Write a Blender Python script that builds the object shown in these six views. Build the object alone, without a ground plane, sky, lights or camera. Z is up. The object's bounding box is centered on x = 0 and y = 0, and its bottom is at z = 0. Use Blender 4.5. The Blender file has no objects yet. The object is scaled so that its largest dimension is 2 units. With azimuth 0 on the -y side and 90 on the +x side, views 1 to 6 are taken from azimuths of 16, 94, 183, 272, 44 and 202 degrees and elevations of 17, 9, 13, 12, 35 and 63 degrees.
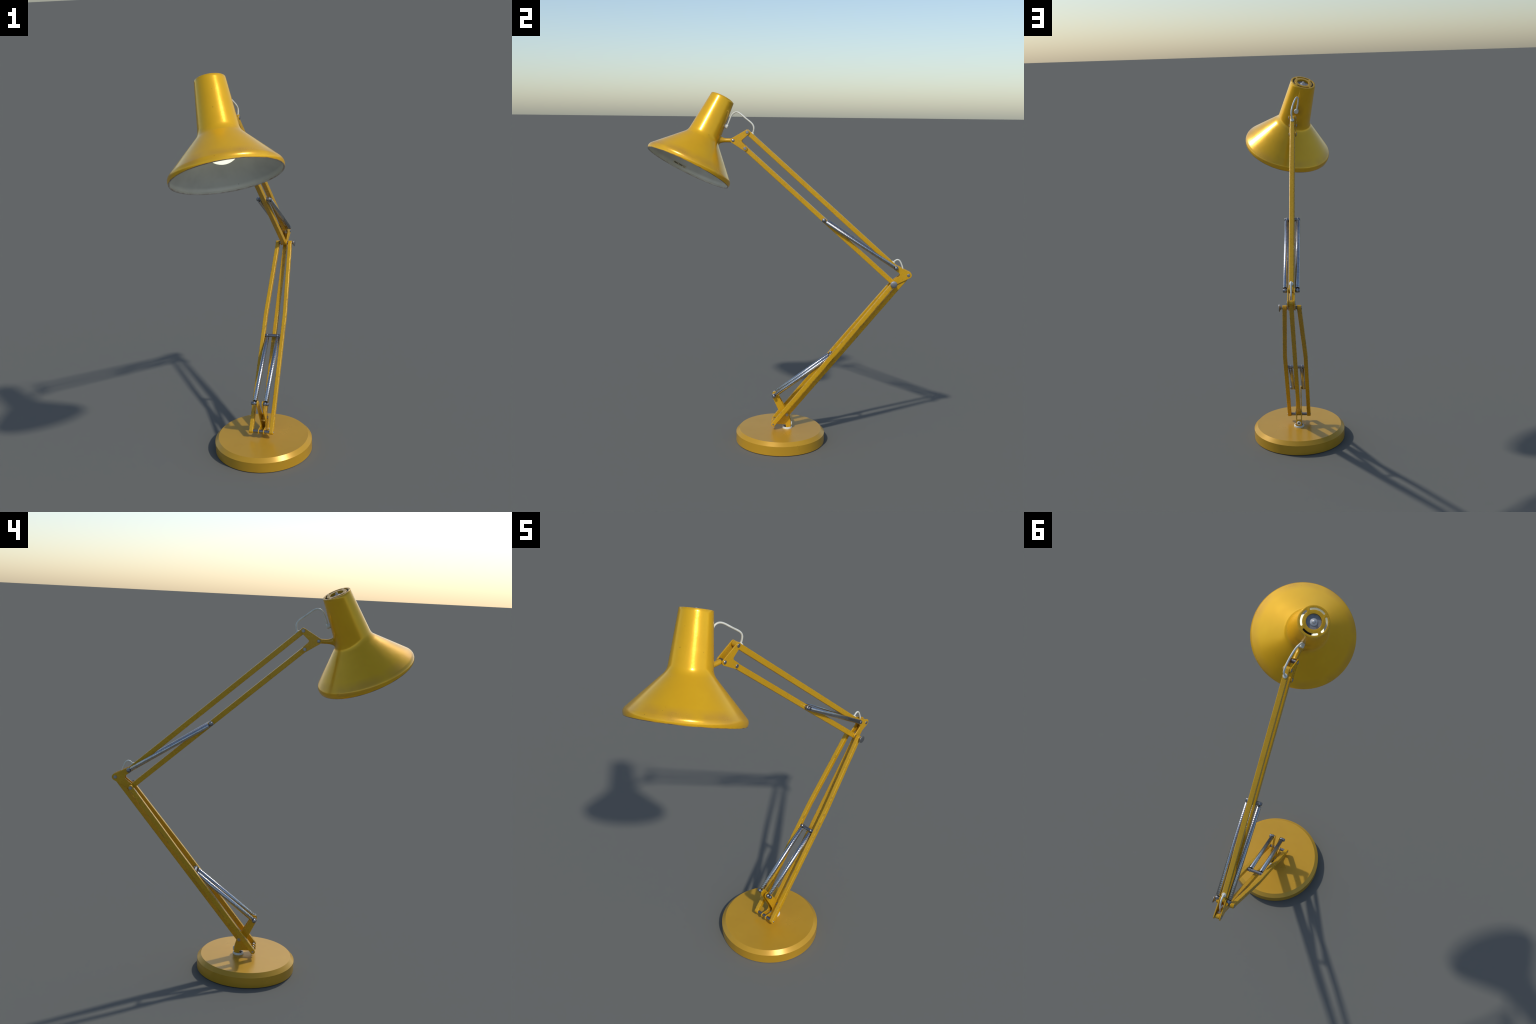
"""Balanced-arm desk lamp: round weighted base, sprung parallelogram arm, bell shade."""
import bpy, bmesh, math, random
from mathutils import Vector, Matrix

random.seed(7)
pi = math.pi
X0 = -0.0148                       # the arm works in the vertical plane x = X0

# ------------------------------------------------------------------ joints (y, z)
B1 = Vector((-0.0246, 0.1124))     # foot pivot of the two outer lower bars
B2 = Vector((0.0520, 0.1555))      # foot pivot of the middle lower bar
B3 = Vector((-0.0238, 0.2733))     # spring studs on the foot plates
E1 = Vector((0.7236, 0.9966))      # elbow corner (middle lower bar)
E2 = Vector((0.6522, 1.0373))      # elbow top (upper bar, spring studs)
E3 = Vector((0.6398, 0.9494))      # elbow low (lower bar, outer bars, knob)
P1 = Vector((-0.1903, 1.7819))     # head plate, upper bar
P2 = Vector((-0.2689, 1.7350))     # head plate, shade stem
P3 = Vector((-0.2023, 1.6922))     # head plate, lower bar
T1 = Vector((0.2442, 1.2993))      # spring studs on the lower bar of the upper arm
S1 = Vector((0.2984, 0.5216))      # cross rod between the outer lower bars


def P(x, yz):
    return Vector((X0 + x, yz[0], yz[1]))


# ------------------------------------------------------------------ materials
def new_mat(name):
    m = bpy.data.materials.new(name)
    m.use_nodes = True
    nt = m.node_tree
    return m, nt, nt.nodes["Principled BSDF"]


def node(nt, kind, **kw):
    n = nt.nodes.new(kind)
    for k, v in kw.items():
        if k in n.inputs:
            n.inputs[k].default_value = v
        else:
            setattr(n, k, v)
    return n


def coords(nt, scale=(1, 1, 1)):
    t = node(nt, "ShaderNodeTexCoord")
    mp = node(nt, "ShaderNodeMapping")
    mp.inputs["Scale"].default_value = scale
    nt.links.new(t.outputs["Object"], mp.inputs["Vector"])
    return mp.outputs["Vector"]


def noise(nt, vec, scale, detail=3.0, rough=0.55):
    n = node(nt, "ShaderNodeTexNoise", Scale=scale, Detail=detail, Roughness=rough)
    nt.links.new(vec, n.inputs["Vector"])
    return n.outputs["Fac"]


def ramp(nt, fac, stops):
    r = node(nt, "ShaderNodeMapRange")
    r.inputs["From Min"].default_value = stops[0]
    r.inputs["From Max"].default_value = stops[1]
    r.inputs["To Min"].default_value = stops[2]
    r.inputs["To Max"].default_value = stops[3]
    nt.links.new(fac, r.inputs["Value"])
    return r.outputs["Result"]


def math_(nt, op, a, b=None):
    n = node(nt, "ShaderNodeMath", operation=op)
    for i, v in enumerate((a, b)):
        if v is None:
            continue
        if isinstance(v, (int, float)):
            n.inputs[i].default_value = v
        else:
            nt.links.new(v, n.inputs[i])
    return n.outputs[0]


def mix(nt, fac, a, b):
    n = node(nt, "ShaderNodeMix", data_type='RGBA')
    for sock, v in ((n.inputs[0], fac), (n.inputs[6], a), (n.inputs[7], b)):
        if isinstance(v, (int, float)):
            sock.default_value = v
        elif isinstance(v, tuple):
            sock.default_value = (*v, 1.0)
        else:
            nt.links.new(v, sock)
    return n.outputs[2]


def bump(nt, bsdf, height, strength, dist):
    b = node(nt, "ShaderNodeBump", Strength=strength, Distance=dist)
    nt.links.new(height, b.inputs["Height"])
    nt.links.new(b.outputs["Normal"], bsdf.inputs["Normal"])
    return b


def edge_mask(nt, radius):
    """0 on flats, up to ~0.3 on sharp edges: rounded normal against true normal."""
    bv = node(nt, "ShaderNodeBevel", samples=4)
    bv.inputs["Radius"].default_value = radius
    g = node(nt, "ShaderNodeNewGeometry")
    d = node(nt, "ShaderNodeVectorMath", operation='DOT_PRODUCT')
    nt.links.new(bv.outputs["Normal"], d.inputs[0])
    nt.links.new(g.outputs["Normal"], d.inputs[1])
    return math_(nt, 'SUBTRACT', 1.0, d.outputs["Value"])


YELLOW = (0.62, 0.345, 0.010)
YELLOW_DEEP = (0.56, 0.298, 0.008)
ENAMEL = (0.93, 0.508, 0.012)
ENAMEL_DEEP = (0.90, 0.480, 0.011)


DARK_HALO = []


def paint_shade():
    m, nt, b = new_mat("yellow_enamel")
    v = coords(nt)
    col = mix(nt, ramp(nt, noise(nt, v, 9.0), (0.35, 0.7, 0, 1)), ENAMEL, ENAMEL_DEEP)
    b.inputs["Metallic"].default_value = 0.35
    # dusty worn band round the shoulder of the bell (local z runs up the shade)
    sep = node(nt, "ShaderNodeSeparateXYZ")
    nt.links.new(v, sep.inputs[0])
    z = sep.outputs["Z"]
    band = math_(nt, 'MULTIPLY', ramp(nt, z, (-0.372, -0.398, 0, 1)), ramp(nt, z, (-0.434, -0.420, 0, 1)))
    band = math_(nt, 'MULTIPLY', band, ramp(nt, noise(nt, v, 10.0, 1.5, 0.5), (0.30, 0.80, 0.05, 0.62)))
    col = mix(nt, band, col, (0.56, 0.29, 0.06))
    # greasy soot on the neck below the cap edge and round the stem
    soot = math_(nt, 'MULTIPLY', ramp(nt, z, (-0.012, -0.001, 0, 0.55)), ramp(nt, noise(nt, v, 30.0), (0.4, 0.65, 0.25, 1)))
    col = mix(nt, soot, col, (0.45, 0.23, 0.03))
    # dark halo where the cable bush and the stem enter (centres set once the shade is placed)
    for reach, strength in ((0.050, 0.62), (0.060, 0.5)):
        d = node(nt, "ShaderNodeVectorMath", operation='DISTANCE')
        nt.links.new(v, d.inputs[0])
        DARK_HALO.append(d.inputs[1])
        g = math_(nt, 'MULTIPLY', ramp(nt, d.outputs["Value"], (0.010, reach, strength, 0)), ramp(nt, noise(nt, v, 24.0, 3.0), (0.3, 0.7, 0.4, 1)))
        col = mix(nt, g, col, (0.26, 0.13, 0.02))
    # sparse dark pits
    vo = node(nt, "ShaderNodeTexVoronoi", Scale=26.0, Randomness=1.0)
    nt.links.new(v, vo.inputs["Vector"])
    wn = node(nt, "ShaderNodeTexWhiteNoise")
    nt.links.new(vo.outputs["Position"], wn.inputs["Vector"])
    rad = ramp(nt, wn.outputs["Value"], (0.62, 1.0, 0.0, 0.075))
    pit = math_(nt, 'LESS_THAN', vo.outputs["Distance"], rad)
    col = mix(nt, math_(nt, 'MULTIPLY', pit, 0.55), col, (0.10, 0.055, 0.012))
    # lip worn to the primer
    lip = math_(nt, 'MULTIPLY', ramp(nt, z, (-0.4355, -0.4378, 0, 1)), ramp(nt, noise(nt, v, 22.0), (0.38, 0.6, 0.25, 1)))
    col = mix(nt, lip, col, (0.19, 0.14, 0.11))
    nt.links.new(col, b.inputs["Base Color"])
    rg = math_(nt, 'ADD', ramp(nt, noise(nt, v, 16.0, 4.0), (0.3, 0.7, 0.17, 0.25)), math_(nt, 'MULTIPLY', band, 0.12))
    nt.links.new(rg, b.inputs["Roughness"])
    h = math_(nt, 'SUBTRACT', noise(nt, v, 130.0, 1.0), math_(nt, 'MULTIPLY', pit, 2.0))
    bump(nt, b, h, 0.10, 0.0012)
    return m


def paint_arm(name, wear, rough=0.27):
    m, nt, b = new_mat(name)
    v = coords(nt)
    col = mix(nt, ramp(nt, noise(nt, v, 12.0), (0.35, 0.75, 0, 0.7)), YELLOW, YELLOW_DEEP)
    spots = ramp(nt, noise(nt, v, 150.0, 2.0), (0.68, 0.80, 0, 0.10))
    col = mix(nt, spots, col, (0.60, 0.27, 0.01))
    dirt = ramp(nt, noise(nt, v, 60.0, 4.0, 0.7), (0.72, 0.82, 0, 0.4))
    col = mix(nt, dirt, col, (0.30, 0.15, 0.02))
    b.inputs["Metallic"].default_value = 0.12
    e = edge_mask(nt, 0.0065)
    chip = math_(nt, 'MULTIPLY', ramp(nt, e, (0.012, 0.05, 0, 1)), ramp(nt, noise(nt, v, 34.0, 5.0, 0.75), (0.62 - wear, 0.66 - wear, 0, 1)))
    col = mix(nt, math_(nt, 'MULTIPLY', chip, 0.9), col, (0.055, 0.045, 0.035))
    nt.links.new(col, b.inputs["Base Color"])
    nt.links.new(ramp(nt, noise(nt, v, 45.0, 3.0), (0.3, 0.7, rough - 0.06, rough + 0.08)), b.inputs["Roughness"])
    bump(nt, b, noise(nt, v, 160.0, 1.5), 0.028, 0.001)
    return m


def paint_base():
    m, nt, b = new_mat("yellow_base_paint")
    v = coords(nt)
    col = mix(nt, ramp(nt, noise(nt, v, 7.0), (0.35, 0.7, 0, 1)), (0.60, 0.330, 0.024), (0.57, 0.308, 0.021))
    b.inputs["Metallic"].default_value = 0.22
    nt.links.new(col, b.inputs["Base Color"])
    nt.links.new(ramp(nt, noise(nt, v, 12.0, 3.0), (0.3, 0.7, 0.27, 0.32)), b.inputs["Roughness"])
    bump(nt, b, noise(nt, v, 120.0, 1.0), 0.012, 0.001)
    return m


def metal(name, color, rough, grain=60.0, metallic=1.0):
    m, nt, b = new_mat(name)
    v = coords(nt)
    f = noise(nt, v, grain, 4.0)
    nt.links.new(mix(nt, ramp(nt, f, (0.3, 0.7, 0, 1)), color, tuple(c * 0.72 for c in color)), b.inputs["Base Color"])
    b.inputs["Metallic"].default_value = metallic
    nt.links.new(ramp(nt, f, (0.3, 0.7, rough * 0.8, rough * 1.25)), b.inputs["Roughness"])
    return m


def plain(name, color, rough, grime=None, scale=12.0):
    m, nt, b = new_mat(name)
    v = coords(nt)
    if grime:
        col = mix(nt, ramp(nt, noise(nt, v, scale, 4.0), (0.4, 0.72, 0, 1)), color, grime)
        nt.links.new(col, b.inputs["Base Color"])
    else:
        b.inputs["Base Color"].default_value = (*color, 1)
    b.inputs["Roughness"].default_value = rough
    return m


def lining():
    m, nt, b = new_mat("white_lining")
    v = coords(nt)
    col = mix(nt, ramp(nt, noise(nt, v, 11.0, 4.0), (0.4, 0.7, 0, 1)), (0.50, 0.505, 0.485), (0.43, 0.435, 0.42))
    vo = node(nt, "ShaderNodeTexVoronoi", Scale=24.0, Randomness=1.0)
    nt.links.new(v, vo.inputs["Vector"])
    wn = node(nt, "ShaderNodeTexWhiteNoise")
    nt.links.new(vo.outputs["Position"], wn.inputs["Vector"])
    pit = math_(nt, 'LESS_THAN', vo.outputs["Distance"], ramp(nt, wn.outputs["Value"], (0.6, 1.0, 0.0, 0.06)))
    col = mix(nt, math_(nt, 'MULTIPLY', pit, 0.8), col, (0.05, 0.05, 0.05))
    nt.links.new(col, b.inputs["Base Color"])
    b.inputs["Roughness"].default_value = 0.38
    return m


def glow():
    m, nt, b = new_mat("lit_bulb_glass")
    b.inputs["Base Color"].default_value = (0.8, 0.8, 0.72, 1)
    b.inputs["Roughness"].default_value = 0.3
    b.inputs["Emission Color"].default_value = (1.0, 1.0, 0.76, 1)
    b.inputs["Emission Strength"].default_value = 1.0
    return m


M_SHADE = paint_shade()
M_ARM = paint_arm("yellow_arm_paint", -0.06)
M_ARM_WORN = paint_arm("yellow_arm_paint_worn", 0.075)
M_BASE = paint_base()
M_STEEL = metal("dull_zinc", (0.40, 0.405, 0.43), 0.44)
M_ROD = metal("dark_steel_rod", (0.29, 0.295, 0.315), 0.40)
M_CHROME = metal("bright_spring_wire", (0.56, 0.565, 0.58), 0.22)
M_BULBCAP = metal("grey_socket_metal", (0.33, 0.345, 0.355), 0.45, metallic=0.3)
M_BOSS = metal("pale_socket_boss", (0.62, 0.63, 0.63), 0.42, metallic=0.35)
M_WHITE = plain("cream_plastic", (0.70, 0.70, 0.62), 0.42, (0.56, 0.56, 0.49), 40.0)
M_LINING = lining()
M_LIP = plain("worn_rim", (0.52, 0.50, 0.46), 0.5, (0.30, 0.23, 0.19), 30.0)
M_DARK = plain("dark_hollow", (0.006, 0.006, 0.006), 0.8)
M_SLOT_BLOCK = plain("dark_brown_block", (0.10, 0.10, 0.075), 0.6)
M_INK = plain("black_ink", (0.018, 0.018, 0.016), 0.6)
M_PAPER = plain("aged_label_paper", (0.52, 0.48, 0.36), 0.6, (0.44, 0.40, 0.30), 60.0)
M_BULB = glow()

# ------------------------------------------------------------------ object helpers
WORLD = {}


def put(name, mesh, mats=None, parent=None, world=None, smooth=35, flatten=False):
    ob = bpy.data.objects.new(name, mesh)
    bpy.context.scene.collection.objects.link(ob)
    world = world.copy() if world else Matrix.Identity(4)
    if parent is not None:
        ob.parent = parent
        ob.matrix_parent_inverse = Matrix.Identity(4)
        ob.matrix_basis = WORLD[parent.name].inverted() @ world
    else:
        ob.matrix_basis = world
    WORLD[ob.name] = world
    if mesh is not None:
        if mats is not None and not mesh.materials:
            for m in (mats if isinstance(mats, (list, tuple)) else [mats]):
                mesh.materials.append(m)
        if smooth and not mesh.get("done"):
            mesh.polygons.foreach_set("use_smooth", [True] * len(mesh.polygons))
            mesh.set_sharp_from_angle(angle=math.radians(smooth))
            mesh["done"] = 1
    if flatten:
        wn = ob.modifiers.new("flat_faces", 'WEIGHTED_NORMAL')
        wn.keep_sharp = True
        wn.weight = 100
    return ob


def mesh_from(verts, faces, name="part"):
    me = bpy.data.meshes.new(name)
    me.from_pydata([tuple(v) for v in verts], [], faces)
    bm = bmesh.new()
    bm.from_mesh(me)
    bmesh.ops.remove_doubles(bm, verts=bm.verts, dist=1e-6)
    bmesh.ops.recalc_face_normals(bm, faces=bm.faces)
    bm.to_mesh(me)
    bm.free()
    return me


def frame(loc, z, x_hint=(0, 0, 1)):
    """World matrix with local z along `z`."""
    z = Vector(z).normalized()
    x = Vector(x_hint)
    x = (x - z * x.dot(z)).normalized()
    y = z.cross(x)
    m = Matrix((x, y, z)).transposed().to_4x4()
    m.translation = Vector(loc)
    return m


def lathe(profile, n=48, close=True):
    """Turn (r, z) pairs round z.  Points with r == 0 close the form."""
    verts, faces, rings = [], [], []
    for r, z in profile:
        if r < 1e-9:
            rings.append([len(verts)])
            verts.append((0, 0, z))
        else:
            rings.append(list(range(len(verts), len(verts) + n)))
            verts += [(r * math.cos(2 * pi * i / n), r * math.sin(2 * pi * i / n), z) for i in range(n)]
    for a, b in zip(rings, rings[1:]):
        for i in range(n):
            j = (i + 1) % n
            if len(a) == 1 and len(b) == 1:
                break
            if len(a) == 1:
                faces.append((a[0], b[i], b[j]))
            elif len(b) == 1:
                faces.append((a[i], b[0], a[j]))
            else:
                faces.append((a[i], b[i], b[j], a[j]))
    return mesh_from(verts, faces)


def rod_profile(r, z0, z1, c=0.0012):
    return [(0, z0), (r - c, z0), (r - 0.3 * c, z0 + 0.3 * c), (r, z0 + c), (r, z1 - c), (r - 0.3 * c, z1 - 0.3 * c), (r - c, z1), (0, z1)]


def domed_profile(r, z0, z1, h=0.0042):
    cap = [(r * math.cos(a * pi / 12), h * math.sin(a * pi / 12)) for a in range(0, 6)]
    return [(0, z0)] + [(x, z0 + h - y) for x, y in reversed(cap)] + [(x, z1 - h + y) for x, y in cap] + [(0, z1)]


def cross_rod(name, yz, x0, x1, r, mat, parent, c=0.0012, n=28):
    """Rod along x between offsets x0 and x1 from the arm plane."""
    h = (x1 - x0) / 2
    return put(name, lathe(domed_profile(r, -h, h) if c >= 0.002 else rod_profile(r, -h, h, c), n), mat, parent, frame(P((x0 + x1) / 2, yz), (1, 0, 0)), flatten=c < 0.002)


def fillet(points, radii, steps=7):
    """Round the corners of a closed polygon."""
    out, n = [], len(points)
    for i in range(n):
        p, a, b = (Vector(points[i]), Vector(points[i - 1]), Vector(points[(i + 1) % n]))
        r = radii[i] if isinstance(radii, (list, tuple)) else radii
        u, w = (a - p).normalized(), (b - p).normalized()
        ang = u.angle(w)
        if r <= 0 or ang > pi - 0.03:
            out.append(p)
            continue
        d = min(r / math.tan(ang / 2), 0.48 * (a - p).length, 0.48 * (b - p).length)
        r = d * math.tan(ang / 2)
        c = p + (u + w).normalized() * (r / math.sin(ang / 2))
        s, e = p + u * d - c, p + w * d - c
        sw = s.angle_signed(e)
        for k in range(steps + 1):
            t = -sw * k / steps
            out.append(c + Vector((s.x * math.cos(t) - s.y * math.sin(t), s.x * math.sin(t) + s.y * math.cos(t))))
    return out


def sheet(outlines, thick, bevel):
    """Flat plate from closed outlines in local xy (first = rim, others = holes), thickness along z."""
    cu = bpy.data.curves.new("sheet", 'CURVE')
    cu.dimensions = '2D'
    cu.fill_mode = 'BOTH'
    cu.extrude = thick / 2 - bevel
    cu.bevel_depth = bevel
    cu.bevel_resolution = 2
    cu.offset = -bevel
    for pts in outlines:
        sp = cu.splines.new('POLY')
        sp.points.add(len(pts) - 1)
        for q, p in zip(sp.points, pts):
            q.co = (p[0], p[1], 0, 1)
        sp.use_cyclic_u = True
    ob = bpy.data.objects.new("sheet", cu)
    bpy.context.scene.collection.objects.link(ob)
    dg = bpy.context.evaluated_depsgraph_get()
    me = bpy.data.meshes.new_from_object(ob.evaluated_get(dg))
    bpy.data.objects.remove(ob)
    bpy.data.curves.remove(cu)
    me.materials.clear()
    bm = bmesh.new()
    bm.from_mesh(me)
    bmesh.ops.remove_doubles(bm, verts=bm.verts, dist=1e-6)
    bmesh.ops.recalc_face_normals(bm, faces=bm.faces)
    bm.to_mesh(me)
    bm.free()
    return me


def tangent_point(n, c, r, side):
    """Point where the line from n touches circle (c, r)."""
    d = c - n
    L = d.length
    a = math.asin(r / L) * side
    k = math.sqrt(L * L - r * r)
    u = d.normalized()
    return n + Vector((u.x * math.cos(a) - u.y * math.sin(a), u.x * math.sin(a) + u.y * math.cos(a))) * k


def outer_tangent(c1, r1, c2, r2, side):
    d = c2 - c1
    u = d.normalized()
    s = (r1 - r2) / d.length
    k = math.sqrt(1 - s * s)
    nrm = Vector((-u.y, u.x)) * side
    w = u * s + nrm * k
    return c1 + w * r1, c2 + w * r2


def arc(c, r, p, q, ccw, steps=14):
    a0 = math.atan2(p.y - c.y, p.x - c.x)
    a1 = math.atan2(q.y - c.y, q.x - c.x)
    if ccw and a1 < a0:
        a1 += 2 * pi
    if not ccw and a1 > a0:
        a1 -= 2 * pi
    return [c + Vector((math.cos(a0 + (a1 - a0) * i / steps), math.sin(a0 + (a1 - a0) * i / steps))) * r for i in range(steps + 1)]


def v_plate(a, ra, v, rv, b, rb, notch, nr):
    """V-shaped link plate: eyes at a, v (corner) and b, with a filleted notch."""
    # turn so that a -> v -> b runs counter-clockwise
    ccw = (v - a).cross(b - v) > 0
    s = -1 if ccw else 1
    t1, t2 = outer_tangent(a, ra, v, rv, s)
    t3, t4 = outer_tangent(v, rv, b, rb, s)
    na = tangent_point(notch, a, ra, s)
    nb = tangent_point(notch, b, rb, -s)
    pts = arc(a, ra, na, t1, ccw) + arc(v, rv, t2, t3, ccw) + arc(b, rb, t4, nb, ccw)
    # fillet the notch
    u, w = (nb - notch).normalized(), (na - notch).normalized()
    ang = u.angle(w)
    d = nr / math.tan(ang / 2)
    c = notch + (u + w).normalized() * (nr / math.sin(ang / 2))
    pts += arc(c, nr, notch + u * d, notch + w * d, not ccw, 8)
    return pts


# sheet xy -> world yz, sheet z -> world x
YZ = Matrix(((0, 0, 1, 0), (1, 0, 0, 0), (0, 1, 0, 0), (0, 0, 0, 1)))


def plate_pair(name, outline, xc, thick, mat, parent, bevel=0.0011):
    c = sum((Vector(p) for p in outline), Vector((0, 0))) / len(outline)
    me = sheet([[Vector(p) - c for p in outline]], thick, bevel)
    obs = []
    for sx in (1, -1):
        w = Matrix.Translation(P(sx * xc, c)) @ YZ
        obs.append(put(name, me, mat, parent, w, smooth=40, flatten=True))
    return obs


def bar(name, a, b, width, depth, mat, parent, xoff=None, ext=0.0, bevel=0.0030, x=0.0):
    """Square-tube bar from joint a to b; rounded ends; xoff(t) bends it sideways."""
    d = b - a
    L, R = d.length, depth / 2
    st = []
    for k in range(9):
        f = (k / 8) * pi / 2
        st.append((-ext - R * math.cos(f), R * math.sin(f)))
    nm = 60
    st += [(-ext + (L + 2 * ext) * i / nm, R) for i in range(1, nm)]
    st += [(L - s, h) for s, h in reversed(st[:9])]
    verts, faces, n = [], [], None
    for s, h in st:
        h = max(h, 0.0004)
        bb = min(bevel, h * 0.98)
        ring = []
        for cx, cy, a0 in ((1, 1, 0), (-1, 1, 1), (-1, -1, 2), (1, -1, 3)):
            for i in range(4):
                t = (a0 + i / 3) * pi / 2
                ring.append((cx * (width / 2 - bevel) + bevel * math.cos(t), cy * (h - bb) + bb * math.sin(t)))
        n = len(ring)
        off = xoff(min(max(s / L, 0), 1)) if xoff else 0.0
        verts += [(u + off, w, s) for u, w in ring]
    m = len(st)
    for i in range(m - 1):
        for j in range(n):
            k = (j + 1) % n
            faces.append((i * n + j, i * n + k, (i + 1) * n + k, (i + 1) * n + j))
    faces.append(tuple(range(n)))
    faces.append(tuple((m - 1) * n + j for j in range(n)))
    w = frame(P(x, a), (0, d.x, d.y), (1, 0, 0))
    return put(name, mesh_from(verts, faces), mat, parent, w, smooth=50, flatten=True)


def tube(name, pts, r, mat, parent, closed=False, res=5, smooth_pts=True):
    cu = bpy.data.curves.new(name, 'CURVE')
    cu.dimensions = '3D'
    cu.bevel_depth = r
    cu.bevel_resolution = res
    cu.use_fill_caps = True
    c = sum((Vector(p) for p in pts), Vector()) / len(pts)
    if smooth_pts:
        sp = cu.splines.new('NURBS')
        sp.points.add(len(pts) - 1)
        for q, p in zip(sp.points, pts):
            q.co = (*(Vector(p) - c), 1)
        sp.order_u = 4
        sp.use_endpoint_u = not closed
        sp.resolution_u = 8
    else:
        sp = cu.splines.new('POLY')
        sp.points.add(len(pts) - 1)
        for q, p in zip(sp.points, pts):
            q.co = (*(Vector(p) - c), 1)
    sp.use_cyclic_u = closed
    ob = bpy.data.objects.new("tmp", cu)
    bpy.context.scene.collection.objects.link(ob)
    me = bpy.data.meshes.new_from_object(ob.evaluated_get(bpy.context.evaluated_depsgraph_get()))
    bpy.data.objects.remove(ob)
    bpy.data.curves.remove(cu)
    me.materials.clear()
    return put(name, me, mat, parent, Matrix.Translation(c))


# ------------------------------------------------------------------ the lamp
lamp = put("desk_lamp", None, world=Matrix.Translation((X0, 0.0131, 0)))
lamp["label"] = "yellow enamel balanced-arm desk lamp with bell shade and springs"
lamp["category"] = "desk lamp"

# ---- base disc
RB, RT, ZE, ZT = 0.2563, 0.2370, 0.0533, 0.0732
prof = [(0, 0.0), (RB - 0.0010, 0.0), (RB, 0.0010), (RB, ZE), (RT, ZT), (0.12, ZT), (0.0, ZT)]
base = put("base", lathe(prof, 160), M_BASE, lamp, Matrix.Translation((X0 - 0.0002, 0.0131, 0)), smooth=18)

# white collar on the base with the dark bore inside
collar_y = 0.0533
ring = [(0.0285, ZT - 0.001), (0.0288, ZT + 0.004), (0.0280, ZT + 0.0075), (0.0262, ZT + 0.0098), (0.0240, ZT + 0.0105), (0.0215, ZT + 0.0098), (0.0200, ZT + 0.0075), (0.0198, ZT + 0.001)]
put("collar", lathe(ring, 64), M_WHITE, base, Matrix.Translation((X0, collar_y, 0)))
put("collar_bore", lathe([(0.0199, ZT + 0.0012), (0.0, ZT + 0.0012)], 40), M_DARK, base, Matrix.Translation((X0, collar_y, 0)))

# foot plates: spring horn, foot-pivot lug, post tab
foot = fillet(
    [(-0.0365, 0.2675), (-0.0330, 0.2850), (-0.0120, 0.2860), (-0.0015, 0.2735), (0.0395, 0.2005), (0.0655, 0.1590), (0.0660, 0.1470), (0.0728, 0.1210),
     (0.0728, 0.0765), (0.0470, 0.0765), (0.0460, 0.0972), (-0.0380, 0.0988), (-0.0385, 0.1255), (0.0150, 0.1210), (0.0200, 0.1440), (0.0085, 0.1690)],
    [0.010, 0.009, 0.010, 0.008, 0.03, 0.012, 0.01, 0.008, 0.001, 0.003, 0.004, 0.0128, 0.0128, 0.012, 0.02, 0.03])
plates = plate_pair("foot_plate", foot, 0.0137, 0.0050, M_ARM, lamp)
web = sheet([fillet([(-0.0160, 0.0765), (0.0160, 0.0765), (0.0160, 0.1205), (-0.0160, 0.1205)], [0.001, 0.001, 0.003, 0.003])], 0.005, 0.0022)
put("foot_web", web, M_ARM, plates[0], Matrix(((1, 0, 0, X0), (0, 0, -1, 0.0728), (0, 1, 0, 0), (0, 0, 0, 1))))
gro = [(0.0045, -0.002), (0.0045, 0.0048), (0.0060, 0.0066), (0.0085, 0.0070), (0.0108, 0.0055), (0.0118, 0.0030), (0.0118, -0.001)]
gm = frame((X0, 0.0752, 0.1010), (0, 1, 0))
put("grommet", lathe(gro, 40), M_WHITE, plates[0], gm)
put("grommet_bore", lathe([(0.0046, 0.0015), (0, 0.0015)], 24), M_DARK, plates[0], gm)

# ---- hardware
dome = lathe([(0, -0.0006), (0.0084, -0.0006), (0.0087, 0.0006), (0.0082, 0.0017), (0.0066, 0.0028), (0.0040, 0.0035), (0, 0.0037)], 32)
flat = lathe([(0, -0.0006), (0.0086, -0.0006), (0.0089, 0.0006), (0.0087, 0.0018), (0.0076, 0.0027), (0, 0.0029)], 32)
small = lathe([(0, -0.0006), (0.0052, -0.0006), (0.0054, 0.0008), (0.0046, 0.0020), (0, 0.0022)], 24)


def rivets(yz, x, me, parents, name="rivet"):
    for sx, pa in zip((1, -1), parents):
        put(name, me, M_STEEL, pa, frame(P(sx * x, yz), (sx, 0, 0)))


PX, PT = 0.0153, 0.0050                      # link-plate centre offset and thickness
rivets(B2, 0.0162, flat, plates)
cross_rod("pivot_rod", B1, -0.0445, 0.0445, 0.0084, M_ROD, lamp)

# ---- lower arm
def splay(sgn):
    def f(t):
        if t < 0.6:
            v = 0.0547 - 0.0015 * t / 0.6
        else:
            v = 0.0532 + (0.0348 - 0.0532) * (t - 0.6) / 0.4
        return sgn * v
    return f


outer = [bar("outer_lower_bar", B1, E3, 0.0208, 0.0250, M_ARM_WORN, lamp, splay(s)) for s in (1, -1)]
middle = bar("middle_lower_bar", B2, E1, 0.0212, 0.0262, M_ARM_WORN, lamp)
rivets(B1, 0.0547 + 0.0104, small, outer, "rod_end")
cross_rod("spring_cross_rod", S1, -0.0432, 0.0432, 0.0088, M_ROD, lamp)

# foot spring studs
for sx, pa in zip((1, -1), plates):
    x0, x1 = sorted((sx * 0.0160, sx * 0.0482))
    cross_rod("spring_stud", B3, x0, x1, 0.0094, M_ROD, pa, 0.002)

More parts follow.
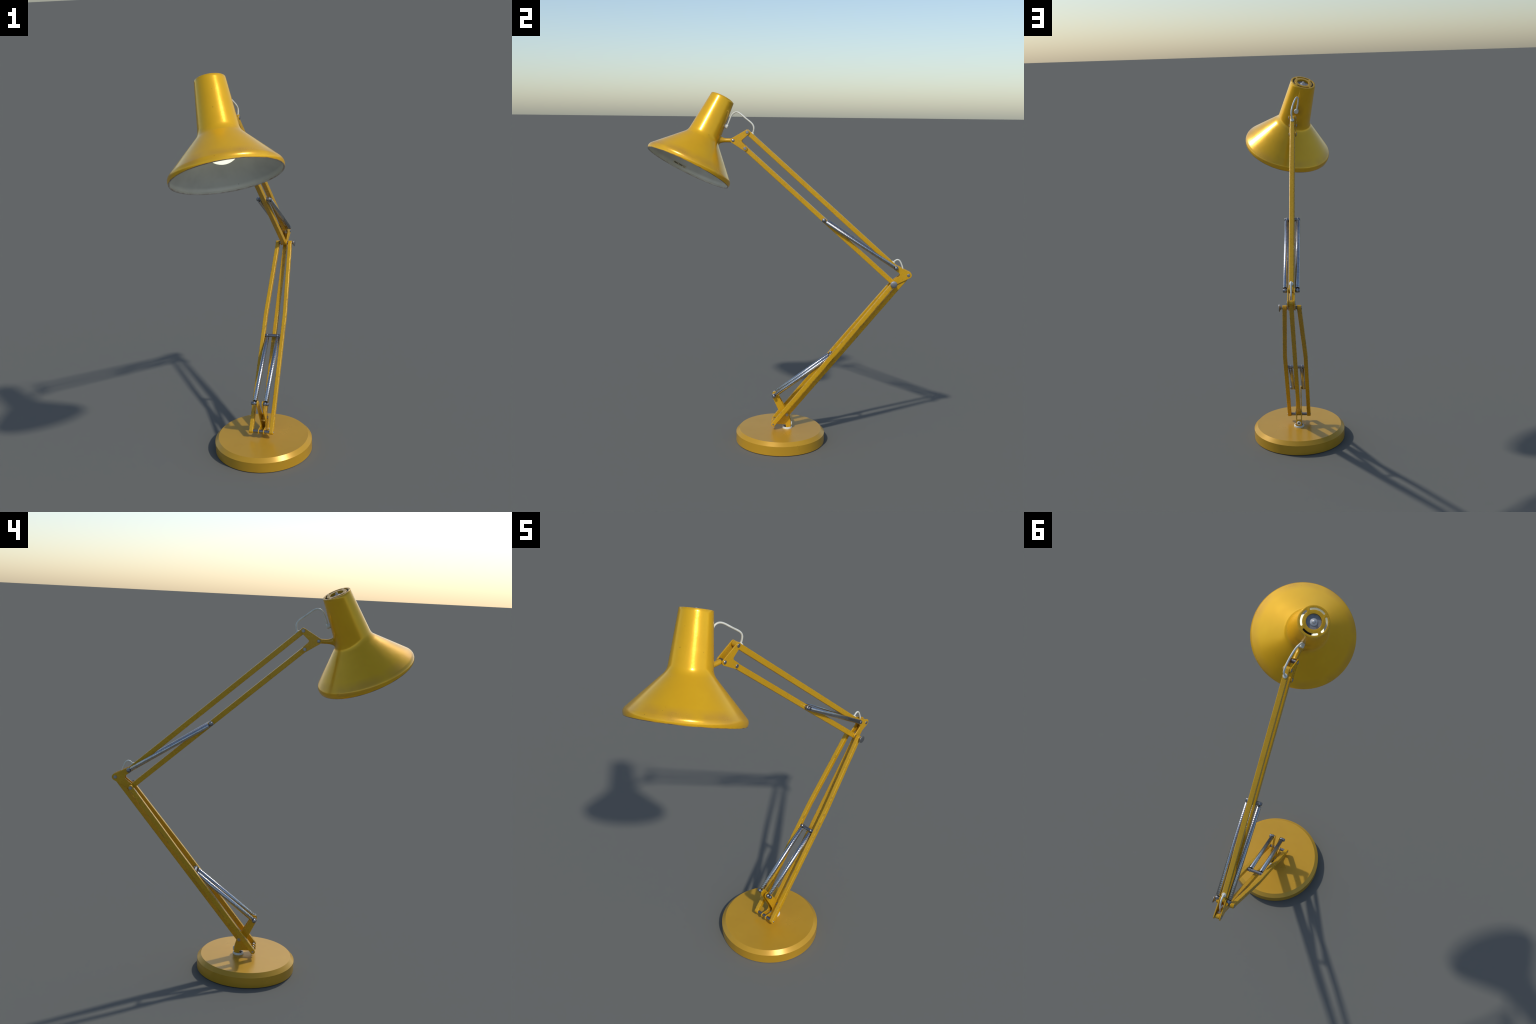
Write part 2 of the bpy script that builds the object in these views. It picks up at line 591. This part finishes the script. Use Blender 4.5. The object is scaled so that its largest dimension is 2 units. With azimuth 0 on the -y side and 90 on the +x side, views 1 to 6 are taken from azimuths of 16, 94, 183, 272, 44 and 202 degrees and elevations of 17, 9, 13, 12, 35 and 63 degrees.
# ---- elbow
elbow = v_plate(E2, 0.0134, E1, 0.0182, E3, 0.0143, Vector((0.6822, 0.9990)), 0.0115)
elbows = plate_pair("elbow_plate", elbow, PX, PT, M_ARM, lamp)
rivets(E1, PX + PT / 2, flat, elbows)
for sx, pa in zip((1, -1), elbows):
    x0, x1 = sorted((sx * 0.0176, sx * 0.0408))
    cross_rod("spring_stud", E2, x0, x1, 0.0095, M_ROD, pa, 0.002)
    x0, x1 = sorted((sx * 0.0176, sx * 0.0246))
    cross_rod("spacer", E3, x0, x1, 0.0082, M_ROD, pa)
xo = 0.0348 + 0.0104
knob = lathe([(0, 0), (0.0072, 0), (0.0072, 0.0060), (0.0080, 0.0080), (0.0115, 0.0108), (0.0172, 0.0126), (0.0190, 0.0140), (0.0194, 0.0152), (0.0188, 0.0164),
              (0.0150, 0.0178), (0.0080, 0.0186), (0, 0.0188)], 48)
put("knob", knob, M_STEEL, lamp, frame(P(xo - 0.0004, E3), (1, 0, 0)))
put("nut", flat, M_STEEL, lamp, frame(P(-xo, E3), (-1, 0, 0)))

# ---- upper arm
upper = bar("upper_arm_bar", E2, P1, 0.0244, 0.0262, M_ARM, lamp)
lower = bar("lower_arm_bar", E3, P3, 0.0244, 0.0262, M_ARM, lamp)
cross_rod("spring_stud", T1, -0.0406, 0.0406, 0.0095, M_ROD, lower, 0.002)

head = v_plate(P1, 0.0138, P2, 0.0146, P3, 0.0140, Vector((-0.2245, 1.7325)), 0.0085)
heads = plate_pair("head_plate", head, PX + 0.0008, PT, M_ARM, lamp)
for j, me in ((P1, flat), (P2, dome), (P3, flat)):
    rivets(j, PX + 0.0008 + PT / 2, me, heads)
cross_rod("stem_knuckle", P2, -0.0134, 0.0134, 0.0098, M_ROD, heads[0])

# ---- springs
def spring_mesh(L, R=0.0115, pitch=0.0104, amp=0.0008, wall=0.0030, n=32, per=10):
    """Close-wound coil: a tube ridged along a helix.  Normals are bent to place the sun glints: the shading
    normal swings from one end to the other."""
    verts, faces, norms = [], [], []
    m = int(L / pitch * per)
    for i in range(m + 1):
        z = L * i / m
        lean = math.tan(math.radians(27)) * (2 * z / L - 1)
        for j in range(n):
            th = 2 * pi * j / n
            ph = (z / pitch - th / (2 * pi)) % 1.0
            u = 2 * ph - 1
            r = R - amp * u * u
            verts.append((r * math.cos(th), r * math.sin(th), z))
            ridge = 0.55 * 4 * amp * u / pitch
            norms.append(Vector((math.cos(th), math.sin(th), lean + ridge)).normalized())
    for i in range(m):
        for j in range(n):
            k = (j + 1) % n
            faces.append((i * n + j, i * n + k, (i + 1) * n + k, (i + 1) * n + j))
    nout = len(faces)
    base_i = len(verts)
    for z in (0, 0.012, L - 0.012, L):
        verts += [((R - wall) * math.cos(2 * pi * j / n), (R - wall) * math.sin(2 * pi * j / n), z) for j in range(n)]
    for q in range(3):
        for j in range(n):
            k = (j + 1) % n
            a = base_i + q * n
            if q != 1:
                faces.append((a + j, a + n + j, a + n + k, a + k))
    for q in (1, 2):
        faces.append(tuple(base_i + q * n + j for j in range(n)))
    ncap = len(faces)
    for j in range(n):
        k = (j + 1) % n
        faces.append((j, base_i + j, base_i + k, k))
        faces.append((m * n + j, m * n + k, base_i + 3 * n + k, base_i + 3 * n + j))
    me = bpy.data.meshes.new("spring")
    me.from_pydata(verts, [], faces)
    me.materials.append(M_CHROME)
    me.materials.append(M_DARK)
    me.polygons.foreach_set("material_index", [1 if nout <= i < ncap else 0 for i in range(len(faces))])
    bm = bmesh.new()
    bm.from_mesh(me)
    bmesh.ops.recalc_face_normals(bm, faces=bm.faces)
    bm.to_mesh(me)
    bm.free()
    me.polygons.foreach_set("use_smooth", [True] * len(me.polygons))
    outside = len(norms)
    for q in range(len(verts) - outside):
        norms.append(me.vertices[outside + q].normal.copy())
    me.normals_split_custom_set_from_vertices(norms)
    return me


def hook(c, toward, r, parent, reach):
    """Wire eye round a stud at c, its shank running toward the spring."""
    u = Vector((0, toward.x, toward.y)).normalized()
    w = Vector((1, 0, 0)).cross(u)
    rr = r + 0.0014
    pts = []
    for k in range(23):
        t = math.radians(32 + 316 * k / 22)
        pts.append(c + u * rr * math.cos(t) + w * rr * math.sin(t))
    pts += [c + u * (rr + 0.002), c + u * (rr + reach)]
    return tube("hook", pts, 0.0018, M_CHROME, parent, smooth_pts=False, res=3)


def springs(a, b, ra, rb, sx, ga=0.0135, gb=0.0135):
    d = (b - a)
    u = d.normalized()
    me = spring_mesh(d.length - ga - gb)
    for s in (1, -1):
        x = s * sx
        w = frame(P(x, a + u * ga), (0, u.x, u.y), (1, 0, 0))
        sp = put("spring", me, None, lamp, w, smooth=0)
        hook(P(x, a), u, ra, sp, ga)
        hook(P(x, b), -u, rb, sp, gb)


springs(E2, T1, 0.0095, 0.0095, 0.0290)
springs(B3, S1, 0.0094, 0.0088, 0.0292)

# ------------------------------------------------------------------ shade
C0 = Vector((-0.0769, -0.3372, 1.9671))          # centre of the top rim
AX = Vector((0.24616, -0.40937, -0.87853)).normalized()   # shade axis, pointing at the light opening
EX = AX.cross(Vector((1, 0, 0))).normalized()
UP = -AX
EY = UP.cross(EX)
SH = Matrix((EX, EY, UP)).transposed().to_4x4()
SH.translation = C0


def round_polyline(pts, radii, steps=12):
    out = [Vector(pts[0])]
    for i in range(1, len(pts) - 1):
        p, a, b = Vector(pts[i]), Vector(pts[i - 1]), Vector(pts[i + 1])
        u, w = (a - p).normalized(), (b - p).normalized()
        ang = u.angle(w)
        d = radii[i - 1] / math.tan(ang / 2)
        c = p + (u + w).normalized() * (radii[i - 1] / math.sin(ang / 2))
        s, e = p + u * d, p + w * d
        out += arc(c, radii[i - 1], s, e, (s - c).cross(e - c) > 0, steps)
    out.append(Vector(pts[-1]))
    return out


# outer profile (radius, distance below the top rim)
bell = round_polyline([(0.0693, 0.0), (0.0930, 0.2475), (0.2530, 0.4165), (0.2480, 0.4384)], [0.060, 0.026])
WALL = 0.0042


def dense(pts, step):
    out = []
    for a, b in zip(pts, pts[1:]):
        k = max(1, int((b - a).length / step))
        out += [a.lerp(b, i / k) for i in range(k)]
    return out + [pts[-1]]


bell = dense(bell, 0.012)


def offset_in(pts, d):
    out = []
    for i, p in enumerate(pts):
        t = (pts[min(i + 1, len(pts) - 1)] - pts[max(i - 1, 0)]).normalized()
        out.append(p + Vector((-t.y, t.x)) * d)
    return out


inner = offset_in(bell, WALL)
prof = [(0.0655, 0.0008)] + [(0.0689, 0.0008)] + [(p.x, p.y) for p in bell[:]]
prof[2] = (0.06935, 0.0013)
n_out = len(prof)
lip = [(0.2473, 0.4394), (0.2455, 0.4397), (0.2428, 0.4392), (0.2412, 0.4378), (0.2406, 0.4358), (0.2424, 0.4340)]
prof += lip + [(p.x, p.y) for p in reversed(inner) if 0.007 < p.y < 0.4325] + [(0.0640, 0.0060)]
N = 128
verts, faces, idx = [], [], []
for r, s in prof:
    verts += [(r * math.cos(2 * pi * i / N), r * math.sin(2 * pi * i / N), -s) for i in range(N)]
for k in range(len(prof) - 1):
    for i in range(N):
        j = (i + 1) % N
        faces.append((k * N + i, k * N + j, (k + 1) * N + j, (k + 1) * N + i))
        idx.append(0 if k < n_out else 2 if k < n_out + 4 else 1)
me = bpy.data.meshes.new("lampshade")
me.from_pydata(verts, [], faces)
me.materials.append(M_SHADE)
me.materials.append(M_LINING)
me.materials.append(M_LIP)
me.polygons.foreach_set("material_index", idx)
bm = bmesh.new()
bm.from_mesh(me)
bmesh.ops.recalc_face_normals(bm, faces=bm.faces)
bm.to_mesh(me)
bm.free()
shade = put("lampshade", me, None, lamp, SH, smooth=50)


def in_shade(z=0.0):
    return SH @ Matrix.Translation((0, 0, z))


# top cap with bore and four vent slots
rim = [Vector((0.0676 * math.cos(2 * pi * i / 96), 0.0676 * math.sin(2 * pi * i / 96))) for i in range(96)]
bore = [Vector((0.0337 * math.cos(-2 * pi * i / 64), 0.0337 * math.sin(-2 * pi * i / 64))) for i in range(64)]
outl = [rim, bore]
SR, SW, SA = 0.0545, 0.0045, math.radians(33)
for q in range(4):
    m0 = q * pi / 2
    s = [Vector((math.cos(m0 - SA + 2 * SA * i / 20), math.sin(m0 - SA + 2 * SA * i / 20))) * (SR + SW) for i in range(21)]
    for k in range(1, 8):
        t = pi * k / 8
        c = Vector((math.cos(m0 + SA), math.sin(m0 + SA)))
        tang = Vector((-c.y, c.x))
        s.append(c * (SR + SW * math.cos(t)) + tang * SW * math.sin(t))
    s += [Vector((math.cos(m0 + SA - 2 * SA * i / 20), math.sin(m0 + SA - 2 * SA * i / 20))) * (SR - SW) for i in range(21)]
    for k in range(1, 8):
        t = pi * k / 8
        c = Vector((math.cos(m0 - SA), math.sin(m0 - SA)))
        tang = Vector((c.y, -c.x))
        s.append(c * (SR - SW * math.cos(t)) + tang * SW * math.sin(t))
    outl.append(list(reversed(s)))
put("shade_cap", sheet(outl, 0.0040, 0.0009), M_ARM, shade, in_shade(-0.0022), smooth=40)
put("cap_sleeve", lathe([(0.0345, -0.0045), (0.0345, -0.030), (0.0367, -0.030), (0.0367, -0.0045)], 64), M_ARM, shade, in_shade())

# lamp holder seen through the bore: dish, boss, cable nipple
boss = [(0.0, 0.0046), (0.0035, 0.0042), (0.0056, 0.0026), (0.0061, 0.0000), (0.0066, -0.0040), (0.0082, -0.0068), (0.0148, -0.0086), (0.0166, -0.0098), (0.0172, -0.0128)]
holder = [(0.0, -0.0118), (0.0335, -0.0120), (0.0342, -0.0140), (0.0342, -0.090), (0.0300, -0.100), (0.0300, -0.205), (0.0, -0.205)]
cup = put("lamp_holder", lathe(holder, 56), M_BULBCAP, shade, in_shade())
put("holder_boss", lathe(boss, 40), M_BOSS, shade, in_shade())

# dark block inside the neck that darkens the view through the vent slots
va, vb = [], []
th0 = math.radians(202)
for z in (-0.035, -0.150):
    for k in range(13):
        t = th0 + math.radians(-34 + 68 * k / 12)
        va.append((0.0350 * math.cos(t), -0.0350 * math.sin(t), z))
        vb.append(((0.0690 - 0.06 * (z + 0.035)) * math.cos(t), -(0.0690 - 0.06 * (z + 0.035)) * math.sin(t), z))
vs = va + vb
fs = []
for k in range(12):
    fs += [(k, k + 1, 27 + k, 26 + k), (13 + k, 14 + k, 40 + k, 39 + k), (k, k + 1, 14 + k, 13 + k), (26 + k, 27 + k, 40 + k, 39 + k)]
fs += [(0, 13, 39, 26), (12, 25, 51, 38)]
put("dark_slot_block", mesh_from([Vector(p) for p in vs], fs), M_SLOT_BLOCK, shade, in_shade())

# bulb
RBULB, ZB = 0.0800, -0.300
bulb = []
for k in range(29):
    t = -pi / 2 + (pi * 0.88) * k / 28
    bulb.append((max(0.0, RBULB * math.cos(t)), ZB + RBULB * math.sin(t)))
bulb[0] = (0.0, ZB - RBULB)
bulb += [(0.0285, ZB + 0.088), (0.0280, ZB + 0.105)]
put("bulb", lathe(bulb, 64), M_BULB, shade, in_shade())

# stem: horizontal stalk flaring into the shade wall
def on_wall(p, d):
    """March from p along d until the shade's outer wall is met."""
    for i in range(4000):
        q = p + d * (i * 0.0001)
        v = q - C0
        s = v.dot(AX)
        rho = (v - AX * s).length
        for a, b in zip(bell, bell[1:]):
            if a.y <= s <= b.y:
                r = a.x + (b.x - a.x) * (s - a.y) / max(1e-9, b.y - a.y)
                if rho < r - 0.0006:
                    return q
                break
    return p


root = Vector((X0, P2.x, P2.y))
go = Vector((0.0, -1.0, 0.0))
mid = on_wall(root, go)
Ls = (mid - root).length
verts, faces, n = [], [], 40
sts = [(0.0080, 0.0), (0.0080, 0.0095), (0.0087, 0.0110), (0.0105, 0.0115), (0.0200, 0.0115)]
for y, r in sts:
    for i in range(n):
        t = 2 * pi * i / n
        verts.append((X0 + r * math.cos(t), P2.x - y, P2.y + r * math.sin(t)))
NF = 12
foot_ring = []
for i in range(n):
    t = 2 * pi * i / n
    foot_ring.append(on_wall(Vector((X0 + 0.0285 * math.cos(t), P2.x - 0.012, P2.y + 0.0285 * math.sin(t))), go))
for q in range(1, NF + 1):
    f = q / NF
    r = 0.0115 + 0.0170 * (1 - math.sqrt(max(0.0, 1 - max(0.0, (f - 0.30) / 0.70) ** 2.2)))
    for i in range(n):
        t = 2 * pi * i / n
        y = (P2.x - 0.020) + (foot_ring[i].y - (P2.x - 0.020)) * f
        verts.append((X0 + r * math.cos(t), y, P2.y + r * math.sin(t)))
sts += [None] * (NF - 1)
for k in range(len(sts)):
    for i in range(n):
        j = (i + 1) % n
        faces.append((k * n + i, k * n + j, (k + 1) * n + j, (k + 1) * n + i))
off = Vector((X0, P2.x - 0.03, P2.y))
put("stem", mesh_from([Vector(v) - off for v in verts], faces), M_ARM, shade, Matrix.Translation(off), smooth=60)


# maker's rating label inside the bell
def wall_point(u, v, lift):
    """u metres round the wall, v metres up the slope from the label centre -> local shade coordinates."""
    s0 = 0.4118
    s = s0 - v * 0.74
    for a, b in zip(inner, inner[1:]):
        if a.y <= s <= b.y:
            f = (s - a.y) / (b.y - a.y)
            r = a.x + (b.x - a.x) * f
            t = (b - a).normalized()
            nrm = Vector((-t.y, t.x))
            break
    else:
        r, nrm = 0.244, Vector((-1, 0))
    r, s = r + nrm.x * lift, s + nrm.y * lift
    th = -(math.radians(70.8) + u / 0.242)
    return Vector((r * math.cos(th), r * math.sin(th), -s))


def wrap(me, lift0):
    for v in me.vertices:
        v.co = wall_point(v.co.x, v.co.y, lift0 + v.co.z)


def strip(w, h, lift, border):
    verts, faces = [], []
    nu, nv = 24, 6
    for z in (0.0, 0.0005):
        for j in range(nv + 1):
            for i in range(nu + 1):
                verts.append((-w / 2 + w * i / nu, -h / 2 + h * j / nv, z))
    k = (nu + 1) * (nv + 1)
    for j in range(nv):
        for i in range(nu):
            a = j * (nu + 1) + i
            faces.append((k + a, k + a + 1, k + a + nu + 2, k + a + nu + 1))
    rimv = [i for i in range(nu + 1)] + [(j + 1) * (nu + 1) - 1 for j in range(1, nv + 1)] + [nv * (nu + 1) + i for i in range(nu - 1, -1, -1)] + [j * (nu + 1) for j in range(nv - 1, 0, -1)]
    for a, b in zip(rimv, rimv[1:] + rimv[:1]):
        faces.append((a, b, k + b, k + a))
    m = mesh_from(verts, faces)
    wrap(m, lift)
    return m


put("rating_label", strip(0.0830, 0.0190, 0.0002, 0), M_PAPER, shade, SH)


def text_mesh(body, size, at):
    fc = bpy.data.curves.new("text", 'FONT')
    fc.body = body
    fc.size = size
    fc.align_x = 'LEFT'
    fc.align_y = 'CENTER'
    fc.extrude = 0.0002
    fc.offset = 0.00045
    fc.resolution_u = 3
    ob = bpy.data.objects.new("text", fc)
    bpy.context.scene.collection.objects.link(ob)
    m = bpy.data.meshes.new_from_object(ob.evaluated_get(bpy.context.evaluated_depsgraph_get()))
    bpy.data.objects.remove(ob)
    bpy.data.curves.remove(fc)
    m.materials.clear()
    wd = max(v.co.x for v in m.vertices)
    for v in m.vertices:
        v.co.x = v.co.x * (at[1] - at[0]) / wd + at[0]
    wrap(m, 0.0010)
    return m


put("label_text", text_mesh("MAX 75W", 0.0145, (-0.0360, 0.0190)), M_INK, shade, SH, smooth=0)
sq = sheet([[(0.0245, -0.0055), (0.0360, -0.0055), (0.0360, 0.0055), (0.0245, 0.0055)], [(0.0257, -0.0043), (0.0257, 0.0043), (0.0348, 0.0043), (0.0348, -0.0043)]], 0.0006, 0.0001)
wrap(sq, 0.0010)
put("label_mark", sq, M_INK, shade, SH, smooth=0)

# ------------------------------------------------------------------ cable
CR = 0.0045
shade_gro = Vector((-0.0348, -0.3109, 1.8110))
DARK_HALO[0].default_value = SH.inverted() @ shade_gro
DARK_HALO[1].default_value = SH.inverted() @ mid
v = shade_gro - C0
rad = (v - AX * v.dot(AX)).normalized()
plug = [(0, 0.0140), (0.0105, 0.0140), (0.0122, 0.0128), (0.0124, 0.0100), (0.0120, -0.012), (0, -0.012)]
put("cable_bush", lathe(plug, 36), M_WHITE, shade, frame(shade_gro - rad * 0.004, rad))
arm_n = Vector((0, 0.663, 0.749))
flange = [(0, 0.0050), (0.0050, 0.0050), (0.0058, 0.0040), (0.0098, 0.0034), (0.0108, 0.0022), (0.0108, -0.0015), (0, -0.0015)]
fl = lathe(flange, 32)


def on_upper(t):
    p = E2.lerp(P1, t)
    return P(0, p) + arm_n * 0.0129


a = (Vector((-0.1607, 1.7729)) - E2).dot((P1 - E2).normalized()) / (P1 - E2).length
g1 = on_upper(a)
g1.x = X0
put("cable_flange", fl, M_WHITE, upper, frame(g1, arm_n))
pts = [shade_gro - rad * 0.004 + Vector((0, 0, -0.002)), (-0.0372, -0.3045, 1.8180), (-0.0425, -0.2969, 1.8404), (-0.0475, -0.2850, 1.8700), (-0.0480, -0.2720, 1.8862), (-0.0415, -0.2530, 1.8925), (-0.0330, -0.2345, 1.8850),
       (-0.0250, -0.2145, 1.8680), (-0.0180, -0.1917, 1.8499), (-0.0130, -0.1665, 1.8320), (-0.0110, -0.1550, 1.8150), (-0.0118, -0.1540, 1.7972), (-0.0140, -0.1580, 1.7800), g1 - arm_n * 0.004]
tube("cable", pts, CR, M_WHITE, lamp)

a2 = (Vector((0.6377, 1.0655)) - E2).dot((P1 - E2).normalized()) / (P1 - E2).length
g2 = on_upper(a2)
put("cable_flange", fl, M_WHITE, upper, frame(g2, arm_n))
mid_d = (E1 - B2).normalized()
mid_n = Vector((0, -mid_d.y, mid_d.x))
g3 = P(0, E1 - mid_d * 0.012) + mid_n * 0.0131
put("cable_flange", fl, M_WHITE, middle, frame(g3, mid_n))
tube("cable", [g2 - arm_n * 0.004, g2 + arm_n * 0.006, (X0, 0.6487, 1.0775), (X0, 0.6614, 1.0835), (X0, 0.6735, 1.0770), (X0, 0.6820, 1.0607), (X0, 0.6885, 1.0433), (X0, 0.6925, 1.0270), g3 + mid_n * 0.012, g3 - mid_n * 0.003],
     CR * 0.93, M_WHITE, lamp)
